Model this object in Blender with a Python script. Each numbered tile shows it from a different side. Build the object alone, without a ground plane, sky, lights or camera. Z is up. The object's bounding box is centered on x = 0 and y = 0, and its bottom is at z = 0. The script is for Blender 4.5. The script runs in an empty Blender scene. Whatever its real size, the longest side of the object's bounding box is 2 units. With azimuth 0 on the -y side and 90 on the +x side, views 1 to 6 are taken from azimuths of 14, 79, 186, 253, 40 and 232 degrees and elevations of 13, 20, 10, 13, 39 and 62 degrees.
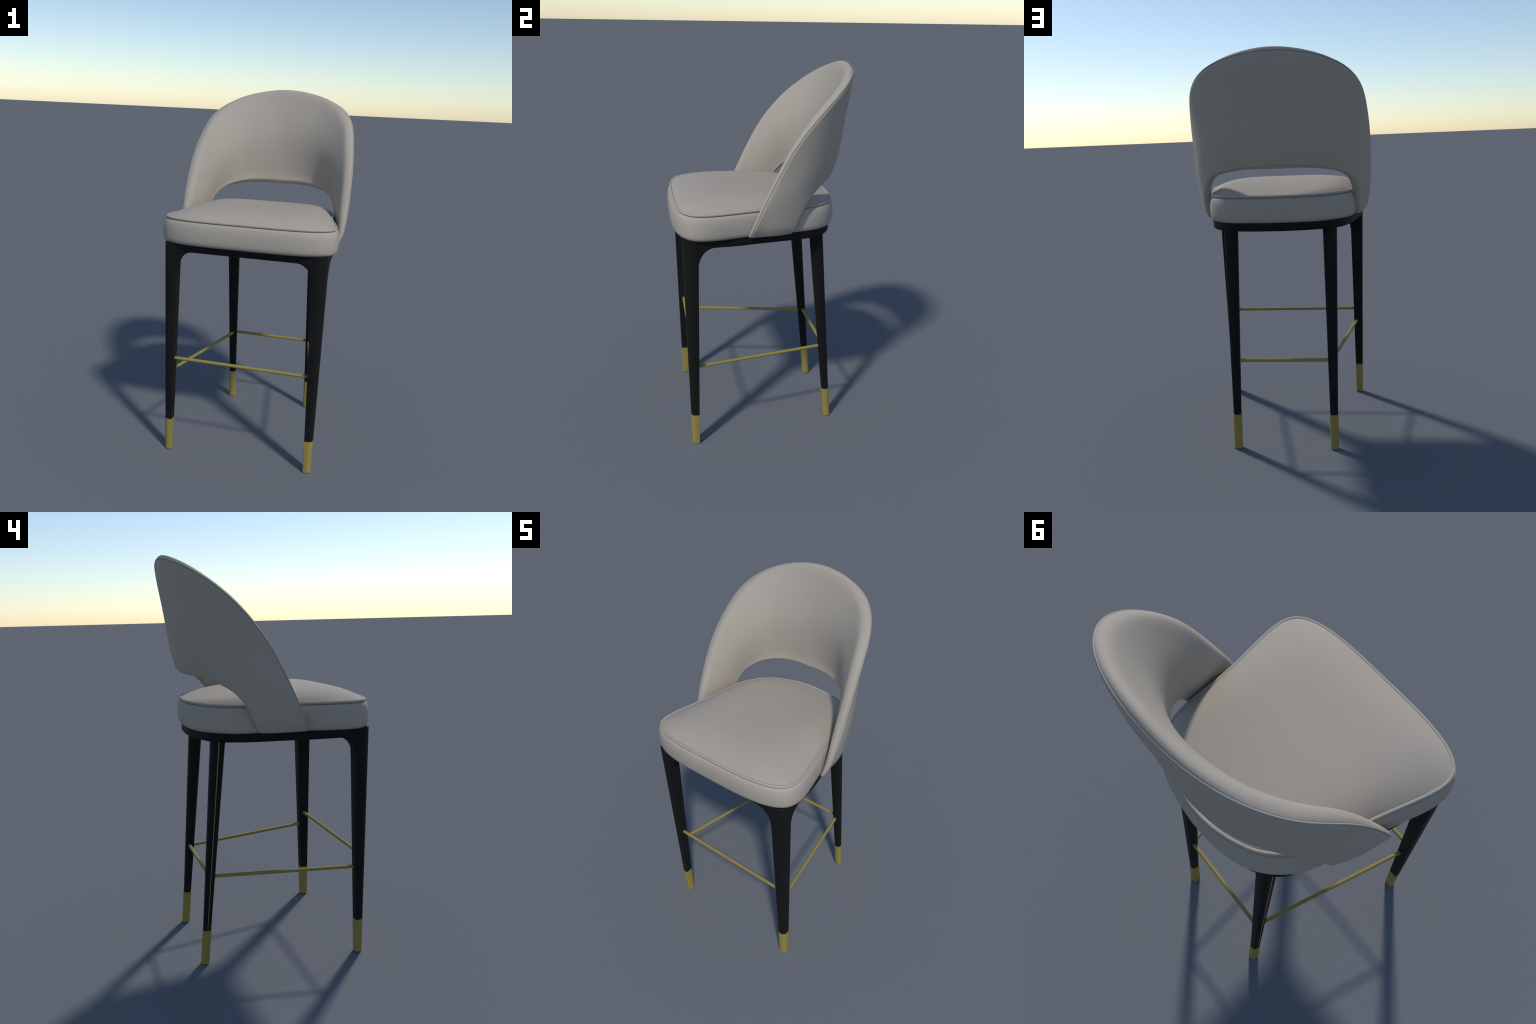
"""Upholstered counter stool: domed seat cushion, wrap-around backrest with an
arched opening, black tapered legs with brass feet and brass foot rails."""
import bpy, math
import numpy as np
from mathutils import Vector

# ------------------------------------------------------------------ materials
def make_material(name, color, rough, spec=0.5, metallic=0.0, var=0.04, grain=0.0,
                  grain_scale=600.0, var_scale=6.0):
    m = bpy.data.materials.new(name)
    m.use_nodes = True
    nt = m.node_tree
    b = nt.nodes["Principled BSDF"]
    b.inputs["Roughness"].default_value = rough
    b.inputs["Metallic"].default_value = metallic
    b.inputs["Specular IOR Level"].default_value = spec
    tc = nt.nodes.new("ShaderNodeTexCoord")
    n = nt.nodes.new("ShaderNodeTexNoise")
    n.inputs["Scale"].default_value = var_scale
    n.inputs["Detail"].default_value = 4.0
    nt.links.new(tc.outputs["Object"], n.inputs["Vector"])
    r = nt.nodes.new("ShaderNodeValToRGB")
    lo, hi = 1.0 - var, 1.0 + var
    r.color_ramp.elements[0].position = 0.3
    r.color_ramp.elements[1].position = 0.7
    r.color_ramp.elements[0].color = (*[c * lo for c in color], 1)
    r.color_ramp.elements[1].color = (*[min(1, c * hi) for c in color], 1)
    nt.links.new(n.outputs["Fac"], r.inputs["Fac"])
    nt.links.new(r.outputs["Color"], b.inputs["Base Color"])
    if grain > 0:
        g = nt.nodes.new("ShaderNodeTexNoise")
        g.inputs["Scale"].default_value = grain_scale
        g.inputs["Detail"].default_value = 2.0
        nt.links.new(tc.outputs["Object"], g.inputs["Vector"])
        bp = nt.nodes.new("ShaderNodeBump")
        bp.inputs["Strength"].default_value = grain
        bp.inputs["Distance"].default_value = 0.0006
        nt.links.new(g.outputs["Fac"], bp.inputs["Height"])
        nt.links.new(bp.outputs["Normal"], b.inputs["Normal"])
    return m

LEATHER = make_material("pale_leather", (0.400, 0.354, 0.299), 0.75, 0.12, var=0.012, grain=0.10)
BLACK = make_material("black_lacquer", (0.0106, 0.0106, 0.0108), 0.55, 0.12, var=0.05, var_scale=14)
BRASS = make_material("satin_brass", (0.308, 0.242, 0.067), 0.6, 0.12, var=0.02, var_scale=20)

# ------------------------------------------------------------------ helpers
def collection():
    return bpy.context.scene.collection

def add_mesh(name, verts, faces, mat, parent, smooth_angle=40.0):
    me = bpy.data.meshes.new(name)
    me.from_pydata([tuple(map(float, v)) for v in verts], [], faces)
    me.validate()
    import bmesh
    bm = bmesh.new(); bm.from_mesh(me)
    bmesh.ops.remove_doubles(bm, verts=bm.verts, dist=1e-6)
    bmesh.ops.recalc_face_normals(bm, faces=bm.faces)
    lim = math.radians(smooth_angle)
    for f in bm.faces: f.smooth = True
    for e in bm.edges:
        if len(e.link_faces) == 2 and e.calc_face_angle(0.0) > lim:
            e.smooth = False
    bm.to_mesh(me); bm.free()
    me.materials.append(mat)
    ob = bpy.data.objects.new(name, me)
    ob.parent = parent
    collection().objects.link(ob)
    return ob

def grid_faces(n, m, close_m=True, close_n=False, base=0):
    """Quads over n rings of m points."""
    f = []
    for i in range(n if close_n else n - 1):
        for j in range(m if close_m else m - 1):
            a, b = i, (i + 1) % n
            c, d = j, (j + 1) % m
            f.append((base + a*m + c, base + a*m + d, base + b*m + d, base + b*m + c))
    return f

def loft(rings, caps=True):
    """Closed rings -> verts, faces with fan caps."""
    rings = np.asarray(rings); n, m = rings.shape[:2]
    v = list(rings.reshape(-1, 3)); f = grid_faces(n, m)
    if caps:
        for k in (0, n - 1):
            v.append(rings[k].mean(0)); c = len(v) - 1
            for j in range(m):
                f.append((k*m + j, k*m + (j + 1) % m, c))
    return v, f

def bspline(cp, n):
    cp = np.asarray(cp, float); m = len(cp) - 3
    t = np.linspace(0, m - 1e-9, n); i = t.astype(int); u = (t - i)[:, None]
    return ((1-u)**3*cp[i] + (3*u**3-6*u**2+4)*cp[i+1]
            + (-3*u**3+3*u**2+3*u+1)*cp[i+2] + u**3*cp[i+3]) / 6

def half_spline(P, n, sym_end):
    """Cubic B-spline starting on the mirror plane x = 0."""
    P = np.asarray(P, float); M = np.ones(P.shape[1]); M[0] = -1
    a = P[1]*M
    b = P[-2]*M if sym_end else 2*P[-1] - P[-2]
    return bspline(np.vstack([a, P, b]), n)

def resample(c, n):
    s = np.r_[0, np.cumsum(np.linalg.norm(np.diff(c, axis=0), axis=1))]
    t = np.linspace(0, s[-1], n)
    return np.stack([np.interp(t, s, c[:, k]) for k in range(c.shape[1])], -1)

def knots(kn, u):
    """Catmull-Rom through evenly spaced knot values, flat at u = 0."""
    kn = np.asarray(kn, float); m = len(kn) - 1
    p = np.concatenate([[kn[1]], kn, [2*kn[-1] - kn[-2]]], 0)
    t = np.clip(u*m, 0, m - 1e-9); i = t.astype(int)
    f = (t - i).reshape((-1,) + (1,)*(kn.ndim - 1))
    a, b, c, d = p[i], p[i+1], p[i+2], p[i+3]
    return .5*(2*b + (c-a)*f + (2*a-5*b+4*c-d)*f**2 + (3*b-a-3*c+d)*f**3)

def tube(path, r, sides=12, closed=False, caps=True):
    path = np.asarray(path, float); n = len(path)
    if closed:
        t = np.roll(path, -1, 0) - np.roll(path, 1, 0)
    else:
        t = np.gradient(path, axis=0)
    t /= np.linalg.norm(t, axis=1)[:, None]
    ref = np.array([0.0, 0.0, 1.0])
    if abs(t[:, 2]).max() > 0.95: ref = np.array([0.0, 1.0, 0.0])
    s = np.cross(t, ref); s /= np.linalg.norm(s, axis=1)[:, None]
    w = np.cross(s, t)
    th = np.linspace(0, 2*np.pi, sides, endpoint=False)
    R = np.broadcast_to(np.asarray(r, float), (n,))
    rings = path[:, None] + R[:, None, None]*(np.cos(th)[None, :, None]*s[:, None] + np.sin(th)[None, :, None]*w[:, None])
    if closed:
        return list(rings.reshape(-1, 3)), grid_faces(n, sides, close_n=True)
    return loft(rings, caps)

# ------------------------------------------------------------------ root
root = bpy.data.objects.new("counter_stool", None)
collection().objects.link(root)
root["label"] = "tall pale leather stool with curved open back and brass feet"
root["category"] = "bar stool"

# ------------------------------------------------------------------ seat
SEAT_OUTLINE = [(0, -.467), (.2745, -.471), (.4692, -.4104), (.4378, -.2288), (.3937, -.0673),
                (.3731, .0716), (.3613, .1878), (.3284, .2785), (.2685, .3361), (.2003, .3652),
                (.1313, .3765), (.0652, .3840), (0, .3872)]
# the rear corner on the -x side is tucked in under the wing
TUCKED = SEAT_OUTLINE[:6] + [(.3670, .1400), (.3400, .2000), (.3050, .2570), (.2570, .3080), (.2000, .3400),
                             (.1330, .3660), (.0652, .3830), (0, .3872)]
HN = 121
h = resample(half_spline(SEAT_OUTLINE, 1200, True), HN)
g = resample(half_spline(TUCKED, 1200, True), HN)
seat_loop = np.vstack([h, (g[1:-1]*[-1, 1])[::-1]])            # counter-clockwise from the front
def loop_normals(c):
    t = np.roll(c, -1, 0) - np.roll(c, 1, 0)
    t /= np.linalg.norm(t, axis=1)[:, None]
    return np.stack([t[:, 1], -t[:, 0]], 1)
seat_n = loop_normals(seat_loop)
for _ in range(6):
    seat_n = (np.roll(seat_n, 1, 0) + 2*seat_n + np.roll(seat_n, -1, 0))/4
seat_n /= np.linalg.norm(seat_n, axis=1)[:, None]
corner = np.clip((seat_loop[:, 1] - .10)/.12, 0, 1)*np.clip((-seat_loop[:, 0] - .05)/.15, 0, 1)
def seat_ring(off, z):
    flare = .014*np.clip((1.290 - z)/.09, 0, 1)          # tucked corner slopes out again toward the frame
    xy = seat_loop + seat_n*(off + flare*corner)[:, None]
    return np.c_[xy, np.full(len(xy), z)]

# side band: bulging wall from the piping groove down to the tucked bottom
BAND = [(-.030, 1.303), (-.010, 1.302), (-.001, 1.3005), (.0035, 1.298), (.007, 1.2935), (.010, 1.286), (.0127, 1.275),
        (.0145, 1.262), (.0155, 1.248), (.0158, 1.235), (.0154, 1.222), (.0147, 1.210), (.0132, 1.200),
        (.0105, 1.1915), (.006, 1.185), (-.002, 1.180), (-.015, 1.1775), (-.035, 1.1765)]
bp_ = resample(np.array(BAND), 48)
v, f = loft([seat_ring(o, z) for o, z in bp_])
seat = add_mesh("seat", v, f, LEATHER, root, 60)
# domed top: flat-crowned across, longer fall-off toward the back
Z_EDGE, RISE, CROWN_Y = 1.3125, .0605, -.13
edge = seat_loop + seat_n*(-.0075)
right = edge[:HN]
left = np.vstack([edge[:1], edge[HN - 1:][::-1]])*[-1, 1]
front_y, back_y = right[0, 1], right[HN - 1, 1]
def half_width(e, y):
    k = int(np.argmax(e[:, 0]))
    return np.where(y > e[k, 1], np.interp(y, e[k:, 1], e[k:, 0]), np.interp(y, e[:k + 1, 1], e[:k + 1, 0]))
def dome(xy):
    x, y = xy[:, 0], np.clip(xy[:, 1], front_y, back_y)
    Y = np.where(y < CROWN_Y, (CROWN_Y - y)/(CROWN_Y - front_y), (y - CROWN_Y)/(back_y - CROWN_Y))
    w = np.where(x >= 0, half_width(right, y), half_width(left, y))
    X = np.clip(np.abs(x)/np.maximum(w, 1e-4), 0, 1)
    py = np.where(y < CROWN_Y, 3.7, 2.3)
    px = 4.0 + 2.5*np.clip((y + .30)/.30, 0, 1)
    return RISE*(1 - X**px)*(1 - np.clip(Y, 0, 1)**py)
rings = [np.c_[edge, np.full(len(edge), 1.300)]]
CENTER = np.array([0, -.05])
for s in np.linspace(1, 0.02, 60)**0.8:
    xy = CENTER + (edge - CENTER)*s
    rings.append(np.c_[xy, Z_EDGE + (dome(xy) if s < 1 else 0*xy[:, 0])])
v, f = loft(rings)
add_mesh("seat_cushion", v, f, LEATHER, seat, 60)
ring = seat_ring(-.0050, 1.3095)
v, f = tube(ring, .0072, 16, closed=True)
add_mesh("piping", v, f, LEATHER, seat, 80)

# ------------------------------------------------------------------ backrest
# Two seams bound the outer panel: the rim (top centre -> foot) and the arch of the opening.
RIM = [(0, .4812, 1.9883), (-.1873, .4622, 1.9668), (-.3375, .3944, 1.9188), (-.4224, .2882, 1.8336),
       (-.4458, .1789, 1.7248), (-.4629, .0871, 1.6058), (-.4657, .0184, 1.4763), (-.4631, -.0434, 1.3477),
       (-.4561, -.0986, 1.2213), (-.4155, -.1267, 1.0944)]
ARCH = [(0, .3932, 1.4570), (-.1043, .3872, 1.4541), (-.2023, .3559, 1.4430), (-.2880, .3047, 1.4255),
        (-.3538, .2447, 1.3978), (-.3911, .1888, 1.3473), (-.4021, .1477, 1.2694), (-.3996, .1144, 1.1785)]
FOOT_Z = 1.187
# knot values from the centre line to the foot
BULGE = [(.0089, .0065, .0082), (.0121, .0084, .0058), (.0185, .0158, .0085), (.0155, .0160, .0105),
         (.0115, .0154, .0102), (.0090, .0123, .0100), (.0055, .0070, .0009)]
RIM_ROLL = [.0175, .0150, .0080, .0089, .0084, .0087, .0109]
RIM_THICK = [.0442, .0459, .0520, .0510, .0442, .0407, .0227]
RIM_DROP = [.0009, .0125, .0197, .0147, .0152, .0131, .0056]
ARCH_THICK = [.0460, .0430, .0380, .0330, .0290, .0290, .0331]
ARCH_LIFT = [.0080, .0110, .0140, .0110, .0060, .0020, 0]
ARCH_ROLL = [.0200, .0160, .0100, .0055, .0045, .0036, .0030]
PAD_BELLY = [-.0400, -.0470, -.0510, -.0460, -.0340, -.0180, 0]

def lagrange(k, v, nodes=(0, .25, .5, .75, 1)):
    r = np.ones_like(v)
    for j, q in enumerate(nodes):
        if j != k: r = r*(v - q)/(nodes[k] - q)
    return r

def mirror_rings(R):
    """R[u, loop, 3] from centre to foot -> full set, foot to foot."""
    return np.concatenate([(R[1:]*[-1, 1, 1])[::-1], R], 0)

def round_end(R, depth, steps=5):
    """Close the foot end with a small rounded tuck."""
    c = R[-1].mean(0); d = R[-1] - R[-2]; d = d.mean(0); d /= np.linalg.norm(d)
    ext = []
    for k in range(1, steps + 1):
        q = k/steps*math.pi/2
        ring = R[-1] + d*depth*math.sin(q)
        away = c - R[-1]; L = np.linalg.norm(away, axis=1)[:, None]
        ring = ring + away/np.maximum(L, 1e-5)*np.minimum(depth*(1 - math.cos(q)), L*.8)
        ext.append(ring)
    return np.concatenate([R, np.array(ext)], 0)

NU = 150
def cut(c): return c[c[:, 2] > FOOT_Z]
A = resample(cut(half_spline(ARCH, 3000, False)), NU)
U = resample(cut(half_spline(RIM, 3000, False)), NU)
a = U - A; ell = np.linalg.norm(a, axis=1); a /= ell[:, None]
mid = (A + U)/2; t = np.gradient(mid, axis=0); t[0] = (-1, 0, 0)
nrm = np.cross(a, t); nrm /= np.linalg.norm(nrm, axis=1)[:, None]
if nrm[0, 1] < 0: nrm = -nrm
uu = np.linspace(0, 1, NU)
Bk = knots(BULGE, uu)
hU, TU, KU = knots(RIM_ROLL, uu), knots(RIM_THICK, uu), knots(RIM_DROP, uu)
TA, hA, PB = knots(ARCH_THICK, uu), knots(ARCH_ROLL, uu), knots(PAD_BELLY, uu)
LA = knots(ARCH_LIFT, uu)

tuck = -.011*np.clip((1.245 - (A[:, 2] + U[:, 2])/2)/.058, 0, 1)**2      # feet turn in at the bottom
def panel_bulge(v):
    return tuck[:, None] + Bk @ np.stack([lagrange(1, v), lagrange(2, v), lagrange(3, v)], 0)
def local(origin, da, dn):
    return origin[:, None] + a[:, None]*da[..., None] + nrm[:, None]*dn[..., None]

# outer panel: sheet with rolled edges and its own depth
e = 0.5 - 0.5*np.cos(np.linspace(0, np.pi, 15))[1:-1]
v = np.unique(np.r_[0, np.linspace(0, .06, 12), np.linspace(.06, .94, 40), np.linspace(.94, 1, 12)])
def roll(d, w=.012, e=.0072):
    q = np.clip(d/w, 0, 1); return e*np.sqrt(1 - (1 - q)**2)
edge_d = np.minimum(v[None]*ell[:, None], (1 - v)[None]*ell[:, None])
outer = local(A, ell[:, None]*v, panel_bulge(v) + roll(edge_d))
vb = v[::-1][1:-1]
back_side = local(A, ell[:, None]*vb, panel_bulge(vb) - .004)
R = round_end(np.concatenate([outer, back_side], 1), .006)
vv, ff = loft(mirror_rings(R))
backrest = add_mesh("backrest", vv, ff, LEATHER, root, 70)

# inner pad: rolls over the rim, down the inside, under the arch
th = np.linspace(0, np.pi, 22)
over = local(U, hU[:, None]*np.sin(th) - KU[:, None]*(1 - np.cos(th))/2, tuck[:, None]*(1 + np.cos(th))/2 - TU[:, None]*(1 - np.cos(th))/2)
vi = np.linspace(1, 0, 46)[1:-1]
inside = local(A, (ell - KU)[:, None]*vi + LA[:, None]*(1 - vi),
               .9*panel_bulge(vi) - (TU[:, None]*vi + TA[:, None]*(1 - vi)) + PB[:, None]*np.sin(np.pi*vi)**1.2)
under = local(A, -hA[:, None]*np.sin(th) + LA[:, None]*(1 + np.cos(th))/2, tuck[:, None]*(1 - np.cos(th))/2 - TA[:, None]*(1 + np.cos(th))/2)
vc = np.linspace(0, 1, 20)[1:-1]
core = local(A, ell[:, None]*vc, panel_bulge(vc) - .007)
# soften the break between the rim roll and the inner face
face = np.concatenate([over, inside], 1)
soft = face.copy()
k0 = 9
weight = np.zeros(face.shape[1]); weight[k0:-4] = 1
for j in range(6): weight[k0 + j] = (j + 1)/7
for _ in range(60):
    lap = (soft[:, :-2] + soft[:, 2:])/2 - soft[:, 1:-1]
    soft[:, 1:-1] += .5*lap*weight[None, 1:-1, None]
R = round_end(np.concatenate([soft, under, core], 1), .007)
vv, ff = loft(mirror_rings(R))
add_mesh("back_cushion", vv, ff, LEATHER, backrest, 75)

# thin welt along the rim seam
w = U + a*.0025 + nrm*(.0005 + tuck)[:, None]
w = np.vstack([(w[1:]*[-1, 1, 1])[::-1], w])
v_, f_ = tube(w, .0028, 10)
add_mesh("welt", v_, f_, LEATHER, backrest, 80)

# ------------------------------------------------------------------ frame
TOP, APRON_Z = 1.179, 1.1375
def lerp(a_, b_, t_): return a_ + (b_ - a_)*t_

def front_leg_bounds(z):
    return (.3760 - .0165*z, .4126 + .0148*z, -.4176 - .0195*z, -.3805 + .0160*z)

def front_leg_ring(z, grow=0.0, side=1):
    x0, x1, y0, y1 = front_leg_bounds(z)
    x0 -= grow; x1 += grow; y0 -= grow; y1 += grow
    def corner(cx, cy, r, a0, n):
        th_ = np.linspace(a0, a0 + math.pi/2, n)
        return np.c_[cx + r*np.cos(th_), cy + r*np.sin(th_)]
    R_ = .55*(x1 - x0); s = .0025
    p = np.vstack([corner(x0 + s, y0 + s, s, math.pi, 4),
                   corner(x1 - R_, y0 + R_, R_, -math.pi/2, 14),
                   corner(x1 - s, y1 - s, s, 0, 4),
                   corner(x0 + s, y1 - s, s, math.pi/2, 4)])
    p[:, 0] *= side
    return np.c_[p, np.full(len(p), z)]

def back_leg_ring(z, grow=0.0, side=1):
    r = (.0190 + .0068*z if z < .19 else .02030 + (z - .19)*.01625) + grow
    th_ = np.linspace(0, 2*np.pi, 40, endpoint=False)
    c_, s_ = np.cos(th_), np.sin(th_)
    k_ = (np.abs(c_)**2.5 + np.abs(s_)**2.5)**(-1/2.5)      # slightly squared round section
    return np.c_[side*(.2515 + r*k_*c_), .3835 - .0945*z + r*k_*s_, np.full(40, z)]

GOLD_TOP = .182
for ring_fn, top in ((front_leg_ring, TOP), (back_leg_ring, 1.160)):
    for side in (1, -1):
        zs = np.linspace(GOLD_TOP - .01, top, 24)
        rg = [ring_fn(z, 0, side) for z in zs]
        if ring_fn is front_leg_ring:                       # tiny top chamfer
            last = ring_fn(top, -.002, side); last[:, 2] = top + .002; rg.append(last)
        v_, f_ = loft(rg)
        leg = add_mesh("leg", v_, f_, BLACK, root, 35)
        g0 = ring_fn(0, -.0012, side); cap = .0010 if ring_fn is front_leg_ring else .0022
        g1 = ring_fn(.0015, cap, side)
        g2 = ring_fn(GOLD_TOP - .001, cap, side); g3 = ring_fn(GOLD_TOP, -.001, side)
        v_, f_ = loft([g0, g1, g2, g3])
        add_mesh("foot_cap", v_, f_, BRASS, leg, 35)

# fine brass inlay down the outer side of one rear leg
zs = np.linspace(GOLD_TOP, 1.150, 30); rg = []
for z in zs:
    cy = .3835 - .0945*z + .001; r = .02030 + max(0, z - .19)*.01625
    hw = .0012 + .0011*(z - GOLD_TOP)
    x_out = -(.2515 + r + .0005); x_in = -(.2515 + r - .004)
    rg.append([(x_out, cy - hw, z), (x_out, cy + hw, z), (x_in, cy + hw, z), (x_in, cy - hw, z)])
v_, f_ = loft(rg)
add_mesh("inlay_strip", v_, f_, BRASS, leg, 30)   # leg = the last one built, rear on the -x side

# apron ring, its lower edge sweeping down into the front legs
APRON = [(0, -.4375), (.10, -.4375), (.20, -.4375), (.28, -.4375), (.34, -.4372), (.382, -.4335), (.410, -.416),
         (.4245, -.388), (.4288, -.345), (.4292, -.266), (.4200, -.161), (.3990, -.050), (.3800, .064),
         (.3620, .174), (.3250, .271), (.2520, .337), (.1500, .371), (.0600, .3815), (0, .3835)]
P = np.array(APRON)
ext = np.vstack([P[1]*[-1, 1], P, P[-2]*[-1, 1]])
pts = []
for i in range(len(P) - 1):
    a_, b_, c_, d_ = ext[i], ext[i+1], ext[i+2], ext[i+3]
    for q in np.linspace(0, 1, 30, endpoint=False):
        pts.append(.5*(2*b_ + (c_-a_)*q + (2*a_-5*b_+4*c_-d_)*q*q + (3*b_-a_-3*c_+d_)*q**3))
half = resample(np.array(pts + [P[-1]]), 260)
loop = np.vstack([half, (half[1:-1]*[-1, 1])[::-1]])
ln = loop_normals(loop)
for _ in range(4):
    ln = (np.roll(ln, 1, 0) + 2*ln + np.roll(ln, -1, 0))/4
ln /= np.linalg.norm(ln, axis=1)[:, None]
x0, x1, y0, y1 = front_leg_bounds(1.038)
rear = np.clip((loop[:, 1] - .10)/.12, 0, 1)*np.clip((-loop[:, 0] - .06)/.12, 0, 1)
loop = loop - ln*(.010*rear)[:, None]                       # frame follows the tucked cushion corner
rings = []
for (x, y), n_ in zip(loop, ln):
    ax = abs(x)
    if y < -.40 and ax < .40: d, rh, rv = x0 - ax, .085, .100       # along the front
    elif y < -.1: d, rh, rv = y - y1, .088, .105                    # along the sides
    else: d, rh, rv = 1.0, .09, .1
    q = 1 - min(1, max(d, 0)/rh)
    drop = rv*(1 - math.sqrt(1 - q*q))
    k = drop/.10
    zb = APRON_Z - drop
    thick = .036 + .022*min(1, k)
    prof = [(0, TOP), (0, zb + .010), (-.0012, zb + .0055), (-.0040, zb + .0022), (-.009, zb), (-thick, zb), (-thick, TOP)]
    rings.append([(x + n_[0]*o, y + n_[1]*o, z) for o, z in prof])
rings = np.array(rings)
v_ = list(rings.reshape(-1, 3)); f_ = grid_faces(len(rings), rings.shape[1], close_n=True)
add_mesh("apron", v_, f_, BLACK, root, 35)
# board closing the frame under the cushion
b_in = loop - ln*.020
v_, f_ = loft([np.c_[b_in, np.full(len(b_in), 1.152)], np.c_[b_in, np.full(len(b_in), 1.1775)]])
add_mesh("seat_board", v_, f_, BLACK, root, 35)

# ------------------------------------------------------------------ foot rails
def rail(p, q, r=.0088):
    p, q = np.array(p), np.array(q)
    v_, f_ = tube([p + (q - p)*k for k in np.linspace(0, 1, 12)], r, 20)
    return add_mesh("foot_rail", v_, f_, BRASS, root, 40)
rail((-.375, -.3985, .537), (.375, -.3985, .537))
rail((.385, -.385, .4635), (.2475, .330, .459))
rail((-.385, -.385, .4635), (-.2475, .330, .459))
rail((-.235, .344, .4635), (.235, .344, .4635))
